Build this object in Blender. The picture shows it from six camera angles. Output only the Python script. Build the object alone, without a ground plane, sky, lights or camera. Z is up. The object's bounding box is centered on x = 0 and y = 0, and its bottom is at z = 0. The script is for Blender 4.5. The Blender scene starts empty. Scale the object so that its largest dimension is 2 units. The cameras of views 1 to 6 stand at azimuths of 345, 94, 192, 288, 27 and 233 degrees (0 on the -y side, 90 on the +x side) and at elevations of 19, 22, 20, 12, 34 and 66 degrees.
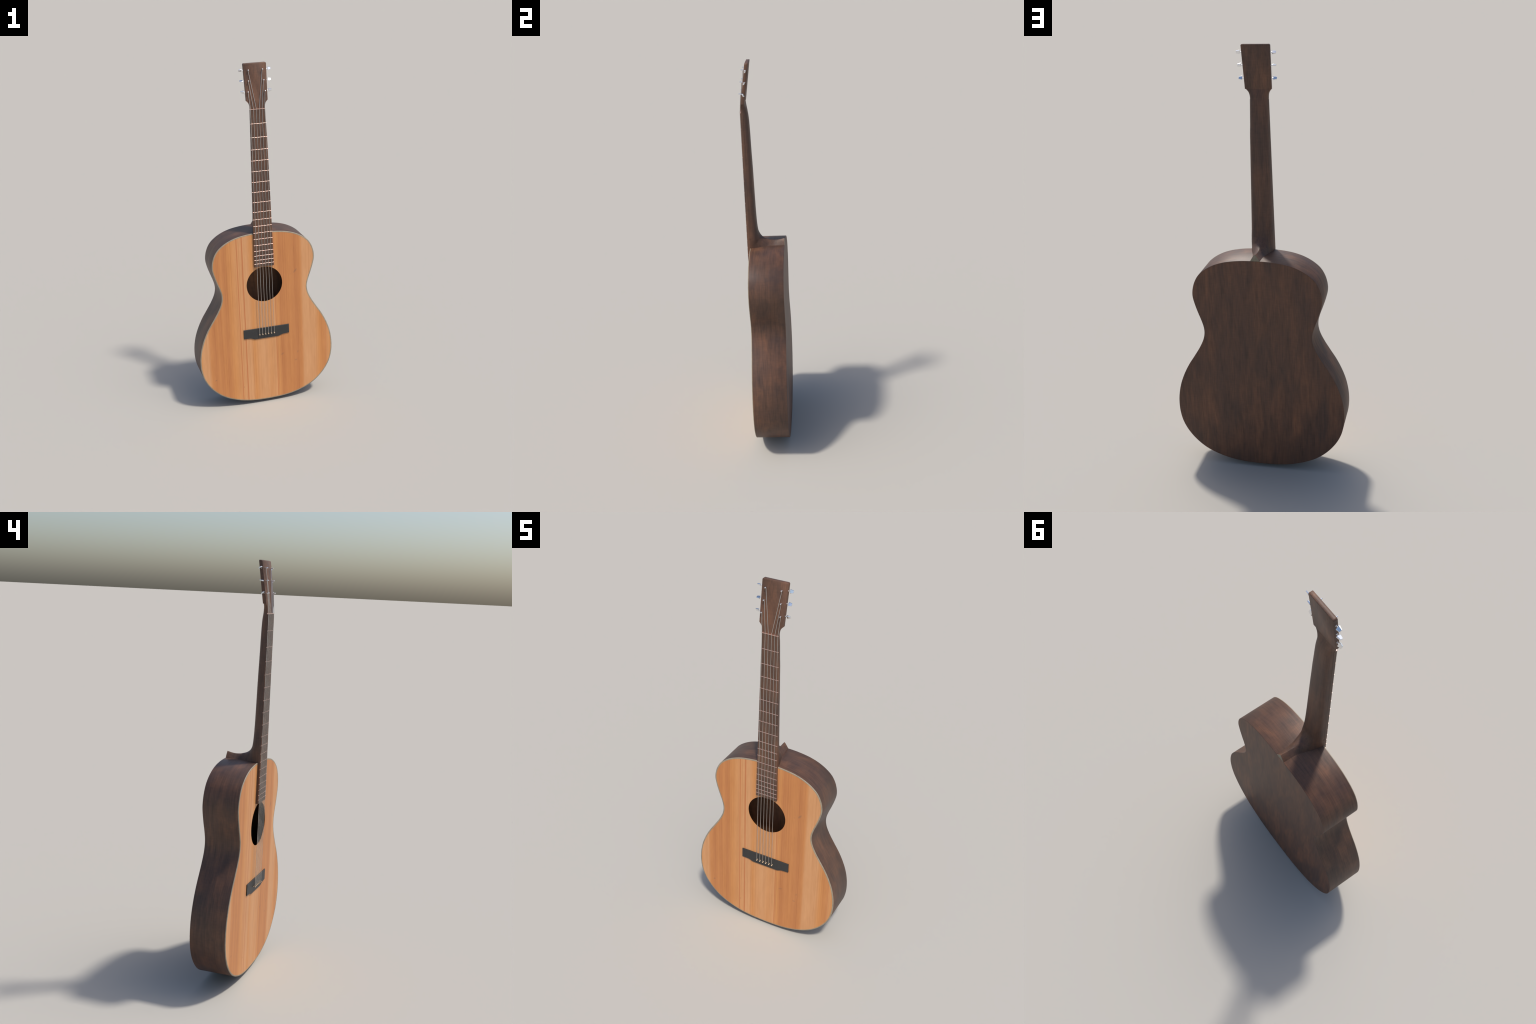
import bpy, bmesh, math
from mathutils import Vector

# ---------------------------------------------------------------- sizes (metres)
FRONT_Y, BACK_Y = -0.0792, 0.0957          # soundboard plane and back plane
BOARD_Y = -0.0911                          # playing surface of the fretboard
HOLE_Z, HOLE_R = 0.755, 0.1062
NUT_Z, BOARD_END = 1.7605, 0.8675
HEAD_Z, TOP_Z, HEAD_LEAN = 1.806, 2.0, 0.1425   # headstock: foot, top, lean of y per z
HEAD_Y, HEAD_T = -0.0846, 0.0165

# half outline of the body, from the neck joint round to the tail (x, z)
HALF = [(0.060, 1.0660), (0.102, 1.0620), (0.150, 1.0534), (0.196, 1.0378), (0.238, 1.0140),
        (0.270, 0.9850), (0.290, 0.9500), (0.3005, 0.9120), (0.302, 0.8800), (0.294, 0.8420),
        (0.2800, 0.7980), (0.2662, 0.7600), (0.2567, 0.7250), (0.2552, 0.6970), (0.2622, 0.6640),
        (0.2818, 0.6220), (0.311, 0.5740), (0.342, 0.5250), (0.368, 0.4730), (0.388, 0.4180),
        (0.3995, 0.3620), (0.4028, 0.3100), (0.3996, 0.2650), (0.3888, 0.2186), (0.3670, 0.1724),
        (0.331, 0.1252), (0.283, 0.0834), (0.227, 0.0538), (0.152, 0.0302), (0.078, 0.0198)]
TOP_MID, TAIL_MID = (0.0, 1.0676), (0.0, 0.0172)


def catmull(points, steps, closed=True):
    n, out = len(points), []
    for i in range(n if closed else n - 1):
        if closed:
            p = [Vector(points[(i + k) % n]) for k in (-1, 0, 1, 2)]
        else:
            p = [Vector(points[min(max(i + k, 0), n - 1)]) for k in (-1, 0, 1, 2)]
        t1 = max((p[1] - p[0]).length, 1e-6) ** .5
        t2 = t1 + max((p[2] - p[1]).length, 1e-6) ** .5
        t3 = t2 + max((p[3] - p[2]).length, 1e-6) ** .5
        for s in range(steps):
            t = t1 + (t2 - t1) * s / steps
            a1 = p[0] * (t1 - t) / t1 + p[1] * t / t1
            a2 = p[1] * (t2 - t) / (t2 - t1) + p[2] * (t - t1) / (t2 - t1)
            a3 = p[2] * (t3 - t) / (t3 - t2) + p[3] * (t - t2) / (t3 - t2)
            b1 = a1 * (t2 - t) / t2 + a2 * t / t2
            b2 = a2 * (t3 - t) / (t3 - t1) + a3 * (t - t1) / (t3 - t1)
            out.append(b1 * (t2 - t) / (t2 - t1) + b2 * (t - t1) / (t2 - t1))
    if not closed:
        out.append(Vector(points[-1]))
    return out


OUTLINE = catmull([TOP_MID] + HALF + [TAIL_MID] + [(-x, z) for x, z in reversed(HALF)], 8)


def inset(loop, d):
    """Offset a closed (x, z) loop inwards by d (loop runs clockwise seen from the front)."""
    n, out = len(loop), []
    for i in range(n):
        t = (loop[(i + 1) % n] - loop[i - 1]).normalized()
        out.append(loop[i] + Vector((t.y, -t.x)) * d)
    return out


# ---------------------------------------------------------------- helpers
def interp(table, x):
    """Piecewise linear lookup in rising (x, value) pairs."""
    if x <= table[0][0]:
        return table[0][1]
    for (a, va), (b, vb) in zip(table, table[1:]):
        if x <= b:
            return va + (vb - va) * (x - a) / (b - a)
    return table[-1][1]


ROOT = bpy.data.objects.new("acoustic_guitar", None)
bpy.context.scene.collection.objects.link(ROOT)
ROOT["label"] = "six string acoustic guitar with orange wood top and dark brown body"
ROOT["category"] = "guitar"


def link(name, mesh, mat, parent=None, smooth=None):
    ob = bpy.data.objects.new(name, mesh)
    bpy.context.scene.collection.objects.link(ob)
    ob.parent = parent or ROOT
    if mat and not mesh.materials:
        mesh.materials.append(mat)
    if smooth is not None:
        mesh.polygons.foreach_set("use_smooth", [True] * len(mesh.polygons))
        mesh.set_sharp_from_angle(angle=math.radians(smooth))
    return ob


def to_mesh(name, bm):
    bmesh.ops.recalc_face_normals(bm, faces=bm.faces)
    me = bpy.data.meshes.new(name)
    bm.to_mesh(me)
    bm.free()
    return me


def loft(bm, rings, cap=True, closed=True):
    """Skin between rings of 3D points; caps on the first and last ring."""
    vs = [[bm.verts.new(p) for p in r] for r in rings]
    n = len(rings[0])
    for a, b in zip(vs, vs[1:]):
        for i in range(n if closed else n - 1):
            j = (i + 1) % n
            bm.faces.new((a[i], a[j], b[j], b[i]))
    if cap:
        bm.faces.new(vs[0])
        bm.faces.new(list(reversed(vs[-1])))
    return vs


def plate(bm, loop, steps):
    """Solid from a flat (x, z) loop: steps are (inset, y)."""
    loft(bm, [[(p.x, y, p.y) for p in inset(loop, d)] for d, y in steps])


def tube(bm, path, r, sides=8):
    rings = []
    path = [Vector(p) for p in path]
    for i, p in enumerate(path):
        t = (path[min(i + 1, len(path) - 1)] - path[max(i - 1, 0)]).normalized()
        u = t.cross(Vector((1, 0, 0)) if abs(t.x) < .9 else Vector((0, 0, 1))).normalized()
        v = t.cross(u)
        rr = r[i] if isinstance(r, (list, tuple)) else r
        rings.append([p + (u * math.cos(a) + v * math.sin(a)) * rr
                      for a in (2 * math.pi * k / sides for k in range(sides))])
    loft(bm, rings)


# ---------------------------------------------------------------- materials
class Nodes:
    def __init__(self, name):
        self.mat = bpy.data.materials.new(name)
        self.mat.use_nodes = True
        self.t = self.mat.node_tree
        self.bsdf = self.t.nodes["Principled BSDF"]
        self.coord = self.new("ShaderNodeTexCoord").outputs["Object"]

    def new(self, kind, **props):
        n = self.t.nodes.new(kind)
        for k, v in props.items():
            setattr(n, k, v)
        return n

    def link(self, a, b):
        self.t.links.new(a, b)

    def noise(self, scale, detail=4, rough=.55, distort=0.0, loc=(0, 0, 0), rot=(0, 0, 0)):
        m = self.new("ShaderNodeMapping")
        m.inputs["Scale"].default_value = scale
        m.inputs["Location"].default_value = loc
        m.inputs["Rotation"].default_value = rot
        self.link(self.coord, m.inputs["Vector"])
        n = self.new("ShaderNodeTexNoise")
        n.inputs["Scale"].default_value = 1
        n.inputs["Detail"].default_value = detail
        n.inputs["Roughness"].default_value = rough
        n.inputs["Distortion"].default_value = distort
        self.link(m.outputs[0], n.inputs["Vector"])
        return n.outputs["Fac"]

    def ramp(self, fac, stops, mode="LINEAR"):
        r = self.new("ShaderNodeValToRGB")
        r.color_ramp.interpolation = mode
        els = r.color_ramp.elements
        while len(els) < len(stops):
            els.new(.5)
        for e, (p, c) in zip(els, stops):
            e.position = p
            e.color = c if len(c) == 4 else (*c, 1)
        self.link(fac, r.inputs[0])
        return r.outputs[0]

    def span(self, fac, a, b, c=0.0, d=1.0):
        m = self.new("ShaderNodeMapRange")
        for k, v in zip(("From Min", "From Max", "To Min", "To Max"), (a, b, c, d)):
            m.inputs[k].default_value = v
        self.link(fac, m.inputs["Value"])
        return m.outputs[0]

    def math(self, op, a, b):
        m = self.new("ShaderNodeMath", operation=op)
        for s, v in zip(m.inputs, (a, b)):
            if isinstance(v, (int, float)):
                s.default_value = v
            else:
                self.link(v, s)
        return m.outputs[0]

    def mix(self, fac, a, b, mode="MIX"):
        m = self.new("ShaderNodeMix", data_type="RGBA", blend_type=mode)
        for s, v in zip((m.inputs["Factor"], m.inputs["A"], m.inputs["B"]), (fac, a, b)):
            if isinstance(v, (int, float)):
                s.default_value = v
            elif isinstance(v, tuple):
                s.default_value = (*v, 1)
            else:
                self.link(v, s)
        return m.outputs["Result"]

    def bump(self, height, strength, dist):
        b = self.new("ShaderNodeBump")
        b.inputs["Strength"].default_value = strength
        b.inputs["Distance"].default_value = dist
        self.link(height, b.inputs["Height"])
        self.link(b.outputs[0], self.bsdf.inputs["Normal"])

    def set(self, **kw):
        for k, v in kw.items():
            s = self.bsdf.inputs[k.replace("_", " ")]
            if isinstance(v, bpy.types.NodeSocket):
                self.link(v, s)
            else:
                s.default_value = (*v, 1) if isinstance(v, tuple) and len(v) == 3 else v
        return self.mat


def rgb(r, g, b):
    f = lambda c: (c / 255 / 12.92) if c / 255 <= .04045 else ((c / 255 + .055) / 1.055) ** 2.4
    return (f(r), f(g), f(b))


def dark_wood(name, along, gain=1.0, rough=.55):
    """Stained open-grained wood; `along` is the axis the grain runs in ('z', or 'side')."""
    k = Nodes(name)
    if along == "z":
        fine, mid, wide, cross = (260, 260, 14), (75, 75, 7), (17, 17, 4.5), (30, 30, 170)
    else:   # bent sides: grain follows the rim, so it only changes fast across the depth
        fine, mid, wide, cross = (14, 260, 14), (7, 75, 7), (9, 15, 9), (170, 30, 170)
    gain = gain if isinstance(gain, tuple) else (gain,) * 3
    g = lambda c: tuple(v * w for v, w in zip(c, gain))
    base = k.ramp(k.noise(wide, 3, .6, .3, (3.1, 1.7, .4)),
                  [(.28, g(rgb(74, 56, 48))), (.50, g(rgb(87, 63, 50))), (.74, g(rgb(106, 74, 55)))])
    streak = k.ramp(k.noise(mid, 4, .6, .2), [(.28, (.77, .76, .76)), (.50, (1.0,) * 3), (.72, (1.24, 1.16, 1.09))])
    pores = k.ramp(k.noise(fine, 2, .5), [(.30, (.80,) * 3), (.55, (1.05,) * 3)])
    chatter = k.ramp(k.noise(cross, 1, .5), [(.3, (.93,) * 3), (.7, (1.06,) * 3)])
    c = k.mix(1, base, streak, "MULTIPLY")
    c = k.mix(.8, c, pores, "MULTIPLY")
    c = k.mix(.8, c, chatter, "MULTIPLY")
    k.bump(k.noise(fine, 2, .5), .06, .001)
    return k.set(Base_Color=c, Roughness=rough, Specular_IOR_Level=.42)


def spruce_top():
    k = Nodes("soundboard_wood")
    sep = k.new("ShaderNodeSeparateXYZ")
    k.link(k.coord, sep.inputs[0])
    x, z = sep.outputs["X"], sep.outputs["Z"]
    # grain lines wander a little along the length
    wob = k.span(k.noise((5, 0, 2.2), 2, .5), 0, 1, -.006, .006)
    u = k.span(k.math("ADD", x, wob), -.41, .41)
    P, O, B, D, R = (rgb(196, 142, 95), rgb(192, 130, 74), rgb(186, 123, 70), rgb(178, 115, 66), rgb(176, 106, 60))
    mixc = lambda a, b, t=.5: tuple(p + (q - p) * t for p, q in zip(a, b))
    bands = [(-.400, O), (-.383, P), (-.352, P), (-.338, B), (-.310, D), (-.290, B), (-.277, D), (-.255, B), (-.233, D),
             (-.200, O), (-.163, mixc(O, P)), (-.118, P), (-.098, P), (-.075, O), (-.050, mixc(O, P, .7)),
             (-.012, P), (.022, mixc(O, P)), (.052, mixc(O, P, .8)), (.074, O), (.092, D), (.150, B), (.188, D),
             (.216, B), (.231, P), (.298, P), (.325, O), (.356, B), (.380, mixc(O, P)), (.405, O)]
    c = k.ramp(u, [((p + .41) / .82, col) for p, col in bands])
    # annual rings: fine parallel lines with uneven strength
    rings = k.ramp(k.noise((150, 0, .9), 3, .6, 0, (.3, 0, 0)), [(.30, (.84, .76, .70)), (.47, (1, 1, 1)), (.72, (1.05, 1.07, 1.10))])
    c = k.mix(.85, c, rings, "MULTIPLY")
    blot = k.ramp(k.noise((26, 0, 5), 4, .6, .3), [(.3, (.93, .90, .87)), (.6, (1.02, 1.03, 1.05))])
    c = k.mix(.8, c, blot, "MULTIPLY")
    fib = k.ramp(k.noise((420, 0, 22), 2, .5), [(.3, (.95, .94, .93)), (.7, (1.03,) * 3)])
    c = k.mix(.8, c, fib, "MULTIPLY")
    # three strong red late-wood lines
    xl = k.math("ADD", x, k.span(k.noise((0, 0, 3.0), 2, .5), 0, 1, -.0022, .0022))
    for pos, half, amount in ((-.1555, .0046, .8), (-.1250, .0056, .9), (.0612, .0036, .8), (.3670, .0036, .5)):
        d = k.math("ABSOLUTE", k.math("SUBTRACT", xl, pos), 0)
        c = k.mix(k.span(d, half * .25, half, amount, 0), c, R)
    # small grey scuffs
    for px, pz, tilt, ln, wd, amount in ((.185, .812, .9, .018, .006, .45), (.094, .298, .5, .014, .006, .35),
                                         (.189, .297, 1.3, .010, .006, .28), (.176, .2455, .2, .010, .006, .30),
                                         (-.316, .193, .5, .009, .0045, .5), (-.149, .120, .2, .005, .004, .4),
                                         (.1555, .795, .3, .006, .004, .2)):
        ca, sa = math.cos(tilt), math.sin(tilt)
        dx, dz = k.math("SUBTRACT", x, px), k.math("SUBTRACT", z, pz)
        a = k.math("ADD", k.math("MULTIPLY", dx, ca / ln), k.math("MULTIPLY", dz, sa / ln))
        b = k.math("ADD", k.math("MULTIPLY", dx, -sa / wd), k.math("MULTIPLY", dz, ca / wd))
        r = k.math("ADD", k.math("MULTIPLY", a, a), k.math("MULTIPLY", b, b))
        c = k.mix(k.span(r, .1, 1, amount, 0), c, rgb(120, 90, 70))
    return k.set(Base_Color=c, Roughness=.5)


def plain(name, color, rough, metal=0.0, spot=None):
    k = Nodes(name)
    if spot:
        f = k.noise((spot, spot, spot), 3)
        col = k.ramp(f, [(.3, tuple(v * .85 for v in color)), (.7, tuple(min(1, v * 1.12) for v in color))])
        return k.set(Base_Color=col, Roughness=rough, Metallic=metal)
    return k.set(Base_Color=color, Roughness=rough, Metallic=metal)


WOOD_TOP = spruce_top()
WOOD_SIDE = dark_wood("side_wood", "side", (.98, .95, .93), .5)
WOOD_BACK = dark_wood("back_wood", "z", (1.10, 1.01, .93))
WOOD_NECK = dark_wood("neck_wood", "z", (.97, .95, .94))
WOOD_BOARD = dark_wood("fretboard_wood", "z", 1.0, .55)
INNER_BROWN = dark_wood("lighter_warm_inner_wood", "z", (2.3, 2.0, 1.5), .8)
BINDING = plain("binding_cream", rgb(142, 130, 110), .5, spot=40)
CAP = plain("heel_cap_grey", rgb(126, 117, 97), .6, spot=60)
EBONY = plain("bridge_black", rgb(42, 42, 42), .5, spot=120)
BONE = plain("pin_bone", rgb(190, 165, 135), .4)
COPPER = plain("fret_copper", (.86, .58, .50), .38, 1.0)
STEEL = plain("string_steel", (.62, .60, .57), .35, 1.0)
CHROME = plain("tuner_chrome", (.85, .86, .88), .2, 1.0)

# ---------------------------------------------------------------- body
bm = bmesh.new()                                     # bent rim with a wall
rim_out, rim_in = inset(OUTLINE, 0), inset(OUTLINE, .006)
loops = [[(p.x, y, p.y) for p in lp] for lp, y in
         ((rim_out, FRONT_Y + .0028), (rim_out, BACK_Y - .0006), (inset(OUTLINE, .0006), BACK_Y), (rim_in, BACK_Y),
          (rim_in, FRONT_Y + .0028))]
vs = loft(bm, loops, cap=False)
for i in range(len(OUTLINE)):
    j = (i + 1) % len(OUTLINE)
    bm.faces.new((vs[-1][i], vs[-1][j], vs[0][j], vs[0][i]))
link("side_panel", to_mesh("side_panel", bm), WOOD_SIDE, smooth=50)

bm = bmesh.new()
plate(bm, OUTLINE, [(.0055, BACK_Y - .006), (.0011, BACK_Y - .006), (.0011, BACK_Y - .0001), (.0016, BACK_Y + .0003)])
back = link("back_panel", to_mesh("back_panel", bm), WOOD_BACK)
back.data.materials.append(INNER_BROWN)                      # inner face in a lighter, warmer brown, seen through the sound hole
for f in back.data.polygons:
    f.material_index = 1 if f.normal.y < -.9 else 0

bm = bmesh.new()                                     # cream strip round the front edge
loft(bm, [[(p.x, y, p.y) for p in inset(OUTLINE, d)] for d, y in
          ((0, FRONT_Y + .0028), (-.0002, FRONT_Y + .0012), (.0012, FRONT_Y - .0002), (.0064, FRONT_Y - .0002),
           (.0064, FRONT_Y + .0028), (0, FRONT_Y + .0028))], cap=False)
link("binding", to_mesh("binding", bm), BINDING, smooth=60)

bm = bmesh.new()                                     # soundboard with its round hole
NH = 128
hole = [Vector((HOLE_R * math.cos(2 * math.pi * i / NH), HOLE_Z + HOLE_R * math.sin(2 * math.pi * i / NH))) for i in range(NH)]
edge = inset(OUTLINE, .0063)
rims = []
for y in (FRONT_Y, FRONT_Y + .0026):
    pair = []
    for lp in (edge, hole):
        v = [bm.verts.new((p.x, y, p.y)) for p in lp]
        for i in range(len(v)):
            bm.edges.new((v[i], v[(i + 1) % len(v)]))
        pair.append(v)
    rims.append(pair)
bm.edges.ensure_lookup_table()
for pair in rims:
    es = [e for e in bm.edges if e.verts[0].co.y == pair[0][0].co.y and e.verts[1].co.y == pair[0][0].co.y]
    bmesh.ops.triangle_fill(bm, use_beauty=True, use_dissolve=False, edges=es)
for k in (0, 1):
    a, b = rims[0][k], rims[1][k]
    for i in range(len(a)):
        j = (i + 1) % len(a)
        bm.faces.new((a[i], a[j], b[j], b[i]))
link("soundboard", to_mesh("soundboard", bm), WOOD_TOP)

# ---------------------------------------------------------------- neck with heel
RIGHT = [(.868, .0572), (1.60, .0452), (1.64, .0432), (1.684, .0420), (NUT_Z, .0398)]
LEFT = [(.868, .0574), (NUT_Z, .0442)]
wr = lambda z: interp(RIGHT, z)
wl = lambda z: interp(LEFT, z)
UNDER = FRONT_Y - .0003                                # neck wood ends where the fretboard starts
# rows: crest (y, z) | edge: right x, left x, y, z | boxiness b (1 square, 0 round) | ridge r (1 triangular)
ROWS = [((-.0680, 1.8060), (.0575, .0605, HEAD_Y, 1.8060), 1, 0),
        ((-.0668, 1.8000), (.0512, .0548, -.0853, 1.8000), .95, 0),
        ((-.0652, 1.7930), (.0458, .0497, -.0860, 1.7930), .8, 0),
        ((-.0630, 1.7850), (.0424, .0466, -.0866, 1.7850), .6, 0),
        ((-.0606, 1.7740), (.0402, .0448, -.0870, 1.7740), .4, 0),
        ((-.0584, 1.7610), (.0397, .0442, -.0874, 1.7610), .25, 0)]
for zc, yc in ((1.7290, -.0548), (1.7000, -.0533), (1.6530, -.0519), (1.6000, -.0509), (1.5560, -.0500), (1.4580, -.0475),
               (1.3580, -.0459), (1.2570, -.0440), (1.2000, -.0420), (1.1680, -.0400)):
    ROWS.append(((yc, zc), (wr(zc), wl(zc), BOARD_Y, zc), .44, 0))
BASE = 1.0610
for (yc, zc), x, ye, ze, r in (((-.0362, 1.1412), .0540, -.0880, 1.1200, .05), ((-.0280, 1.1232), .0546, -.0840, 1.0900, .15),
                               ((-.0187, 1.1125), .0548, UNDER, BASE, .30), ((-.0065, 1.1030), .0505, -.0560, BASE, .45),
                               ((.0122, 1.0960), .0425, -.0230, BASE, .65), ((.0316, 1.0914), .0345, .0080, BASE, .85),
                               ((.0513, 1.0902), .0302, .0370, BASE, 1), ((.0711, 1.0922), .0286, .0650, BASE, 1),
                               ((.0945, 1.0977), .0262, .0945, BASE, 1)):
    ROWS.append(((yc, zc), (x, x, ye, ze), .44, r))

params = [[c[0], c[1], *e, b, r] for c, e, b, r in ROWS]


def dense(rows, n):
    """Catmull-Rom through 8-number rows."""
    out = []
    for i in range(len(rows) - 1):
        q = [rows[min(max(i + k, 0), len(rows) - 1)] for k in (-1, 0, 1, 2)]
        for s in range(n):
            t = s / n
            h = (2 * t ** 3 - 3 * t ** 2 + 1, t ** 3 - 2 * t ** 2 + t, -2 * t ** 3 + 3 * t ** 2, t ** 3 - t ** 2)
            row = []
            for j in range(len(rows[0])):
                # monotone tangents keep the profile free of overshoot
                d0, d1, d2 = q[1][j] - q[0][j], q[2][j] - q[1][j], q[3][j] - q[2][j]
                m1 = 0 if d0 * d1 <= 0 else 2 * d0 * d1 / (d0 + d1)
                m2 = 0 if d1 * d2 <= 0 else 2 * d1 * d2 / (d1 + d2)
                row.append(h[0] * q[1][j] + h[1] * m1 + h[2] * q[2][j] + h[3] * m2)
            out.append(row)
    return out + [rows[-1]]


spine = dense(params, 6)
TS = 14


def neck_side(row, sign):
    yc, zc, xr, xl, ye, ze, b, r = row
    x = xr if sign > 0 else xl
    lerp = lambda t: (ye + (yc - ye) * t, ze + (zc - ze) * t)
    k1, k2 = .62 + .38 * b, .60 + .40 * b
    x1, x2 = 1.0, k2
    k1, x1, x2, l2 = k1 + (.34 - k1) * r, x1 + (.67 - x1) * r, x2 + (.25 - x2) * r, 1 - .13 * r
    P = [(x, *lerp(0)), (x * x1, *lerp(k1)), (x * x2, *lerp(l2)), (0, *lerp(1))]
    pts = []
    for i in range(TS + 1):
        t = i / TS
        w = ((1 - t) ** 3, 3 * t * (1 - t) ** 2, 3 * t * t * (1 - t), t ** 3)
        p = [sum(w[j] * P[j][a] for j in range(4)) for a in range(3)]
        pts.append(Vector((p[0] * sign, p[1], p[2])))
    return pts


rings = []
for row in spine:
    ring = neck_side(row, 1) + list(reversed(neck_side(row, -1)))[1:]
    cut = [Vector((p.x, max(p.y, UNDER), p.z)) for p in ring]      # the fretboard takes this place
    if row[5] > NUT_Z:
        rings.append(ring)
    else:
        if row[5] > NUT_Z - .006:
            rings.append(ring)
        rings.append(cut)
bm = bmesh.new()
vs = loft(bm, rings, cap=False)
bm.faces.new(list(reversed(vs[-1])))
neck = link("neck", to_mesh("neck", bm), WOOD_NECK, smooth=48)

bm = bmesh.new()                                     # small plate closing the heel
end = [p for p in rings[-1]]
mid = sum(end, Vector()) / len(end)
loft(bm, [[Vector((mid.x + (p.x - mid.x) * s, y, 1.0648 + (max(p.z, 1.0648) - 1.0648) * s)) for p in end]
          for s, y in ((.99, .0940), (.99, .0953), (.96, .0957))])
link("heel_cap", to_mesh("heel_cap", bm), CAP, neck)

# ---------------------------------------------------------------- fretboard, frets, nut
zs = [BOARD_END, 1.0, 1.2, 1.4, 1.56, 1.60, 1.64, 1.684, 1.72, NUT_Z]
bm = bmesh.new()
ch = .0008
loft(bm, [[(wr(z), FRONT_Y - .0002, z), (wr(z), BOARD_Y + ch, z), (wr(z) - ch, BOARD_Y, z),
           (-wl(z) + ch, BOARD_Y, z), (-wl(z), BOARD_Y + ch, z), (-wl(z), FRONT_Y - .0002, z)] for z in zs])
board = link("fretboard", to_mesh("fretboard", bm), WOOD_BOARD)

FRETS = [1.6835, 1.6090, 1.5425, 1.4815, 1.4218, 1.3616, 1.3050, 1.2470, 1.1910, 1.1480,
         1.1090, 1.0700, 1.0332, .9966, .9625, .9342, .9085, .8860]


def wire(z, height, half, over):
    """Half-round metal wire across the fretboard at height z, its middle at the object's origin."""
    bm = bmesh.new()
    prof = [(half * math.cos(a), -height * math.sin(a)) for a in (math.pi * i / 8 for i in range(9))]
    prof += [(-half, .0012), (half, .0012)]
    loft(bm, [[(x, q[1], q[0]) for q in prof] for x in (wr(z) + over, -wl(z) - over)])
    return to_mesh("fret", bm)


for z in FRETS:
    ob = link("fret", wire(z, .0010, .0012, .0004), COPPER, board, smooth=50)
    ob.location = (0, BOARD_Y, z)
bm = bmesh.new()
loft(bm, [[(x, y, z) for y, z in ((BOARD_Y - .0018, NUT_Z - .0008), (BOARD_Y - .0022, NUT_Z + .0002), (BOARD_Y - .0020, NUT_Z + .0024),
                                  (BOARD_Y + .0060, NUT_Z + .0026), (BOARD_Y + .0060, NUT_Z - .0008))]
          for x in (.0392, -.0444)])
link("nut", to_mesh("nut", bm), COPPER, neck, smooth=40)

# ---------------------------------------------------------------- headstock
face = lambda z: HEAD_Y + (z - HEAD_Z) * HEAD_LEAN
cr = .0065
prof = [(-.0605, HEAD_Z), (-.0640, TOP_Z - cr)]
prof += [(-.0640 + cr * (1 - math.cos(a)), TOP_Z - cr + cr * math.sin(a)) for a in (math.pi / 2 * i / 6 for i in range(1, 7))]
prof += [(.0632 - cr * (1 - math.sin(a)), TOP_Z - cr + cr * math.cos(a)) for a in (math.pi / 2 * i / 6 for i in range(6))]
prof += [(.0632, TOP_Z - cr), (.0575, HEAD_Z)]
bm = bmesh.new()
rings = []
for d, off in ((.0008, 0), (0, .0008), (0, HEAD_T - .0008), (.0008, HEAD_T)):
    ring = []
    n = len(prof)
    for i, (x, z) in enumerate(prof):
        if 0 < i < n - 1:
            t = Vector((prof[i + 1][0] - prof[i - 1][0], prof[i + 1][1] - prof[i - 1][1])).normalized()
            x, z = x + t.y * d, z - t.x * d
        else:
            x = x - math.copysign(d * .0, x)
        ring.append((x, face(z) + off, z))
    rings.append(ring)
loft(bm, rings)
head = link("headstock", to_mesh("headstock", bm), WOOD_NECK, smooth=50)

# ---------------------------------------------------------------- tuners
POSTS = {-1: ((-.0404, 1.9640), (-.0430, 1.9085), (-.0495, 1.8524)),
         1: ((.0382, 1.9646), (.0407, 1.9085), (.0446, 1.8525))}
TURN = {-1: (-46, 72, -30), 1: (19, 28, -26)}         # how far each key is turned, degrees
lean = math.atan(HEAD_LEAN)

bm = bmesh.new()
tube(bm, [(0, .003, 0), (0, -.0100, 0), (0, -.0104, 0), (0, -.0118, 0), (0, -.0122, 0), (0, -.0150, 0), (0, -.0156, 0)],
     [.0027, .0027, .0021, .0021, .0028, .0028, .0020], 14)
post_mesh = to_mesh("tuning_post", bm)

bm = bmesh.new()                                      # key: round stem and a flat tapered grip, pointing along +x
tube(bm, [(-.002, 0, 0), (.0085, 0, 0), (.0110, 0, 0)], [.0019, .0019, .0024], 12)
tube(bm, [(-.001, 0, 0), (.0012, 0, 0), (.0014, 0, 0)], [.0034, .0034, .0026], 12)
grip = []
for x, hy, hz in ((.0088, .0022, .0072), (.0092, .0032, .0086), (.0104, .0034, .0089), (.0172, .0030, .0076),
                  (.0244, .0025, .0061), (.0252, .0017, .0052)):
    c = min(hy, hz) * .45
    grip.append([(x, y, z) for y, z in ((hy, hz - c), (hy - c, hz), (-hy + c, hz), (-hy, hz - c),
                                        (-hy, -hz + c), (-hy + c, -hz), (hy - c, -hz), (hy, -hz + c))])
loft(bm, grip)
key_mesh = to_mesh("tuning_key", bm)

for side in (-1, 1):
    for (px, pz), turn in zip(POSTS[side], TURN[side]):
        p = link("tuning_post", post_mesh, CHROME, head, smooth=40)
        p.location = (px, face(pz), pz)
        p.rotation_euler = (-lean, 0, 0)
        f = (pz - HEAD_Z) / (TOP_Z - HEAD_Z)
        edge_x = (.0575 + .0057 * f) if side > 0 else (.0605 + .0035 * f)
        kx = link("tuning_key", key_mesh, CHROME, head, smooth=35)
        kx.location = (side * edge_x, face(pz) + HEAD_T * .5, pz + .0008)
        a = math.radians(turn)
        kx.rotation_euler = (-a, 0, 0) if side > 0 else (a, 0, math.pi)

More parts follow.
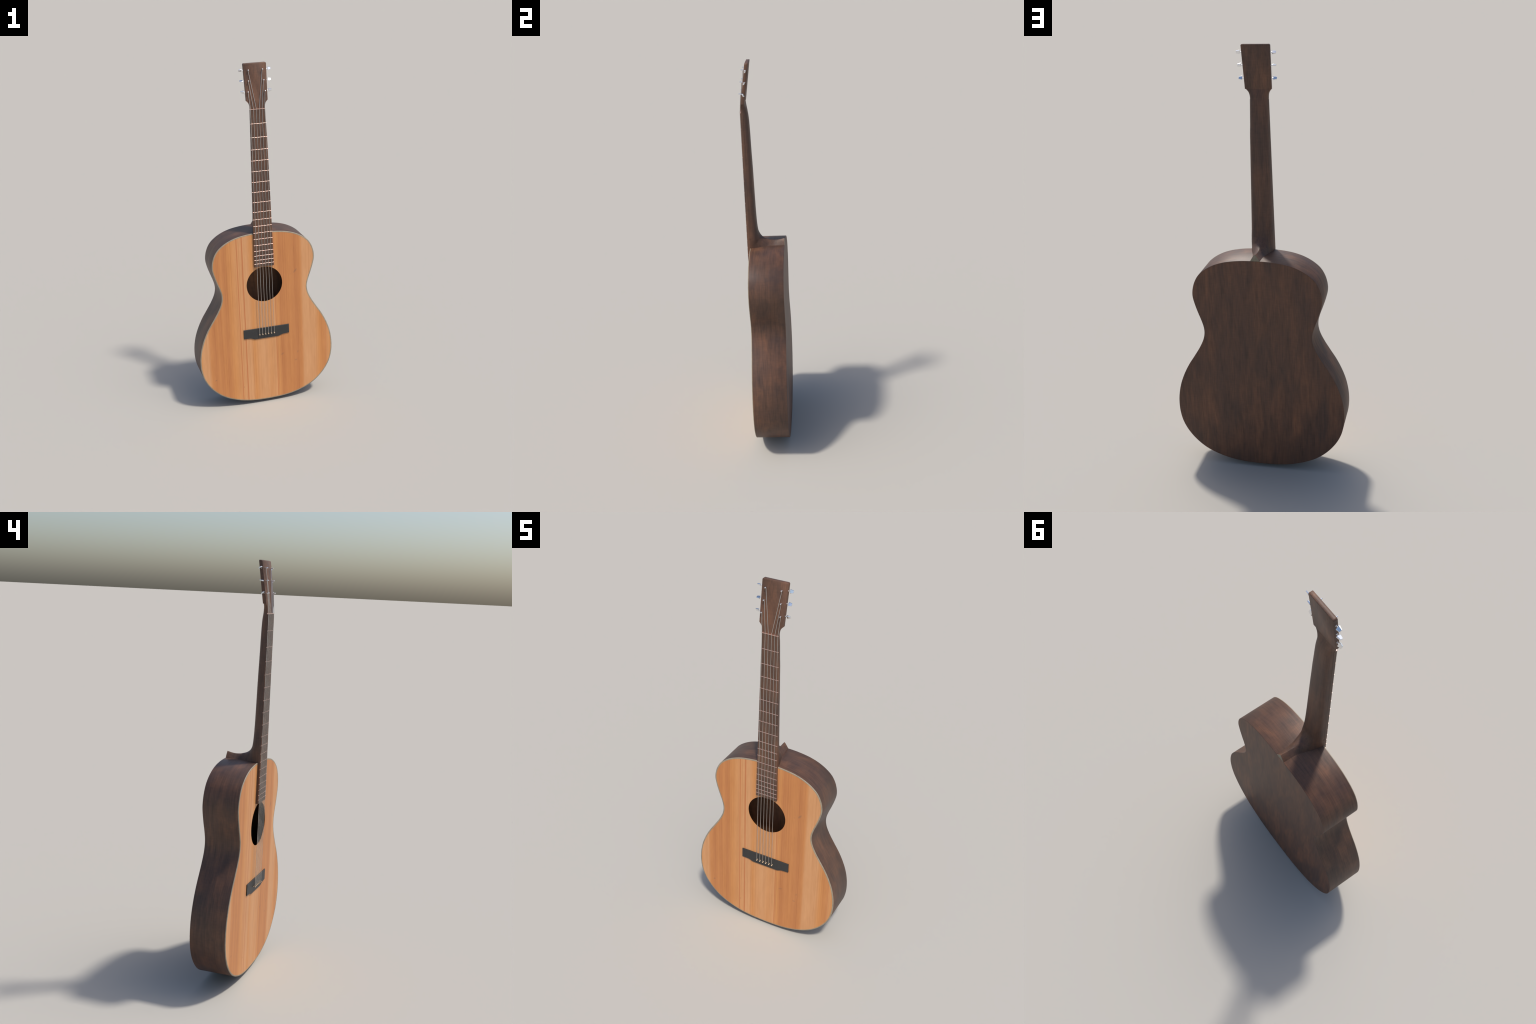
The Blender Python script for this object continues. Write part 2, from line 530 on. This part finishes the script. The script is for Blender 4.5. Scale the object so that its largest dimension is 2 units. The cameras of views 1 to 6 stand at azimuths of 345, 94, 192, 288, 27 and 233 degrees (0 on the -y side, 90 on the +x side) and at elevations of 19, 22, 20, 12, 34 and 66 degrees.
# ---------------------------------------------------------------- bridge
bw = .1370
shape = [(-bw, .4860), (bw, .4860), (bw, .4318), (.0985, .4292), (.0900, .4268), (.0760, .4208), (.0700, .4196),
         (-.0700, .4196), (-.0760, .4208), (-.0900, .4268), (-.0985, .4292), (-bw, .4310)]
shape = [Vector(p) for p in shape]
BRIDGE_Y = FRONT_Y - .0048
bm = bmesh.new()
plate(bm, shape, [(0, FRONT_Y - .0002), (0, BRIDGE_Y + .0007), (.0006, BRIDGE_Y)])
bridge = link("bridge", to_mesh("bridge", bm), EBONY)

PIN_X = (-.0443, -.0266, -.0088, .0088, .0268, .0444)
NUT_X = (-.0420, -.0258, -.0100, .0062, .0222, .0373)
PIN_Z, STRING_Y = .4485, -.0932
bm = bmesh.new()
tube(bm, [(0, .001, 0), (0, -.0072, 0), (0, -.0080, 0), (0, -.0104, 0), (0, -.0116, 0), (0, -.0122, 0)],
     [.0021, .0022, .0030, .0033, .0028, .0014], 14)
pin_mesh = to_mesh("bridge_pin", bm)
for x in PIN_X:
    p = link("bridge_pin", pin_mesh, BONE, bridge, smooth=50)
    p.location = (x, BRIDGE_Y, PIN_Z)

# ---------------------------------------------------------------- strings
GAUGE = (.00135, .0013, .00125, .0012, .0011, .00105)
ORDER = ((-1, 2), (-1, 1), (-1, 0), (1, 0), (1, 1), (1, 2))
for xp, xn, r, (side, i) in zip(PIN_X, NUT_X, GAUGE, ORDER):
    px, pz = POSTS[side][i]
    top = Vector((px, face(pz) - .0062, pz))
    bm = bmesh.new()
    path = [Vector((xp, STRING_Y + .0012, PIN_Z - .001)), Vector((xp, STRING_Y, PIN_Z + .004)),
            Vector((xn, BOARD_Y - .0018, NUT_Z - .001)), Vector((xn, BOARD_Y - .0018, NUT_Z + .0025))]
    d = (top - path[-1]).normalized()
    out = Vector((.0028 if px < xn else -.0028, 0, 0))
    path += [path[-1] + d * .004, top - d * .004 + out * .2, top + out * .2]
    tube(bm, path, r, 8)
    link("string", to_mesh("string", bm), STEEL, smooth=50)

# ---------------------------------------------------------------- strap button under the tail
bm = bmesh.new()
tube(bm, [(0, .009, .0230), (0, .009, .0190), (0, .009, .0185), (0, .009, .0120), (0, .009, .0070), (0, .009, .0040),
          (0, .009, .0010), (0, .009, 0)],
     [.0085, .0085, .0060, .0050, .0055, .0085, .0085, .0070], 20)
link("strap_button", to_mesh("strap_button", bm), EBONY, smooth=40)
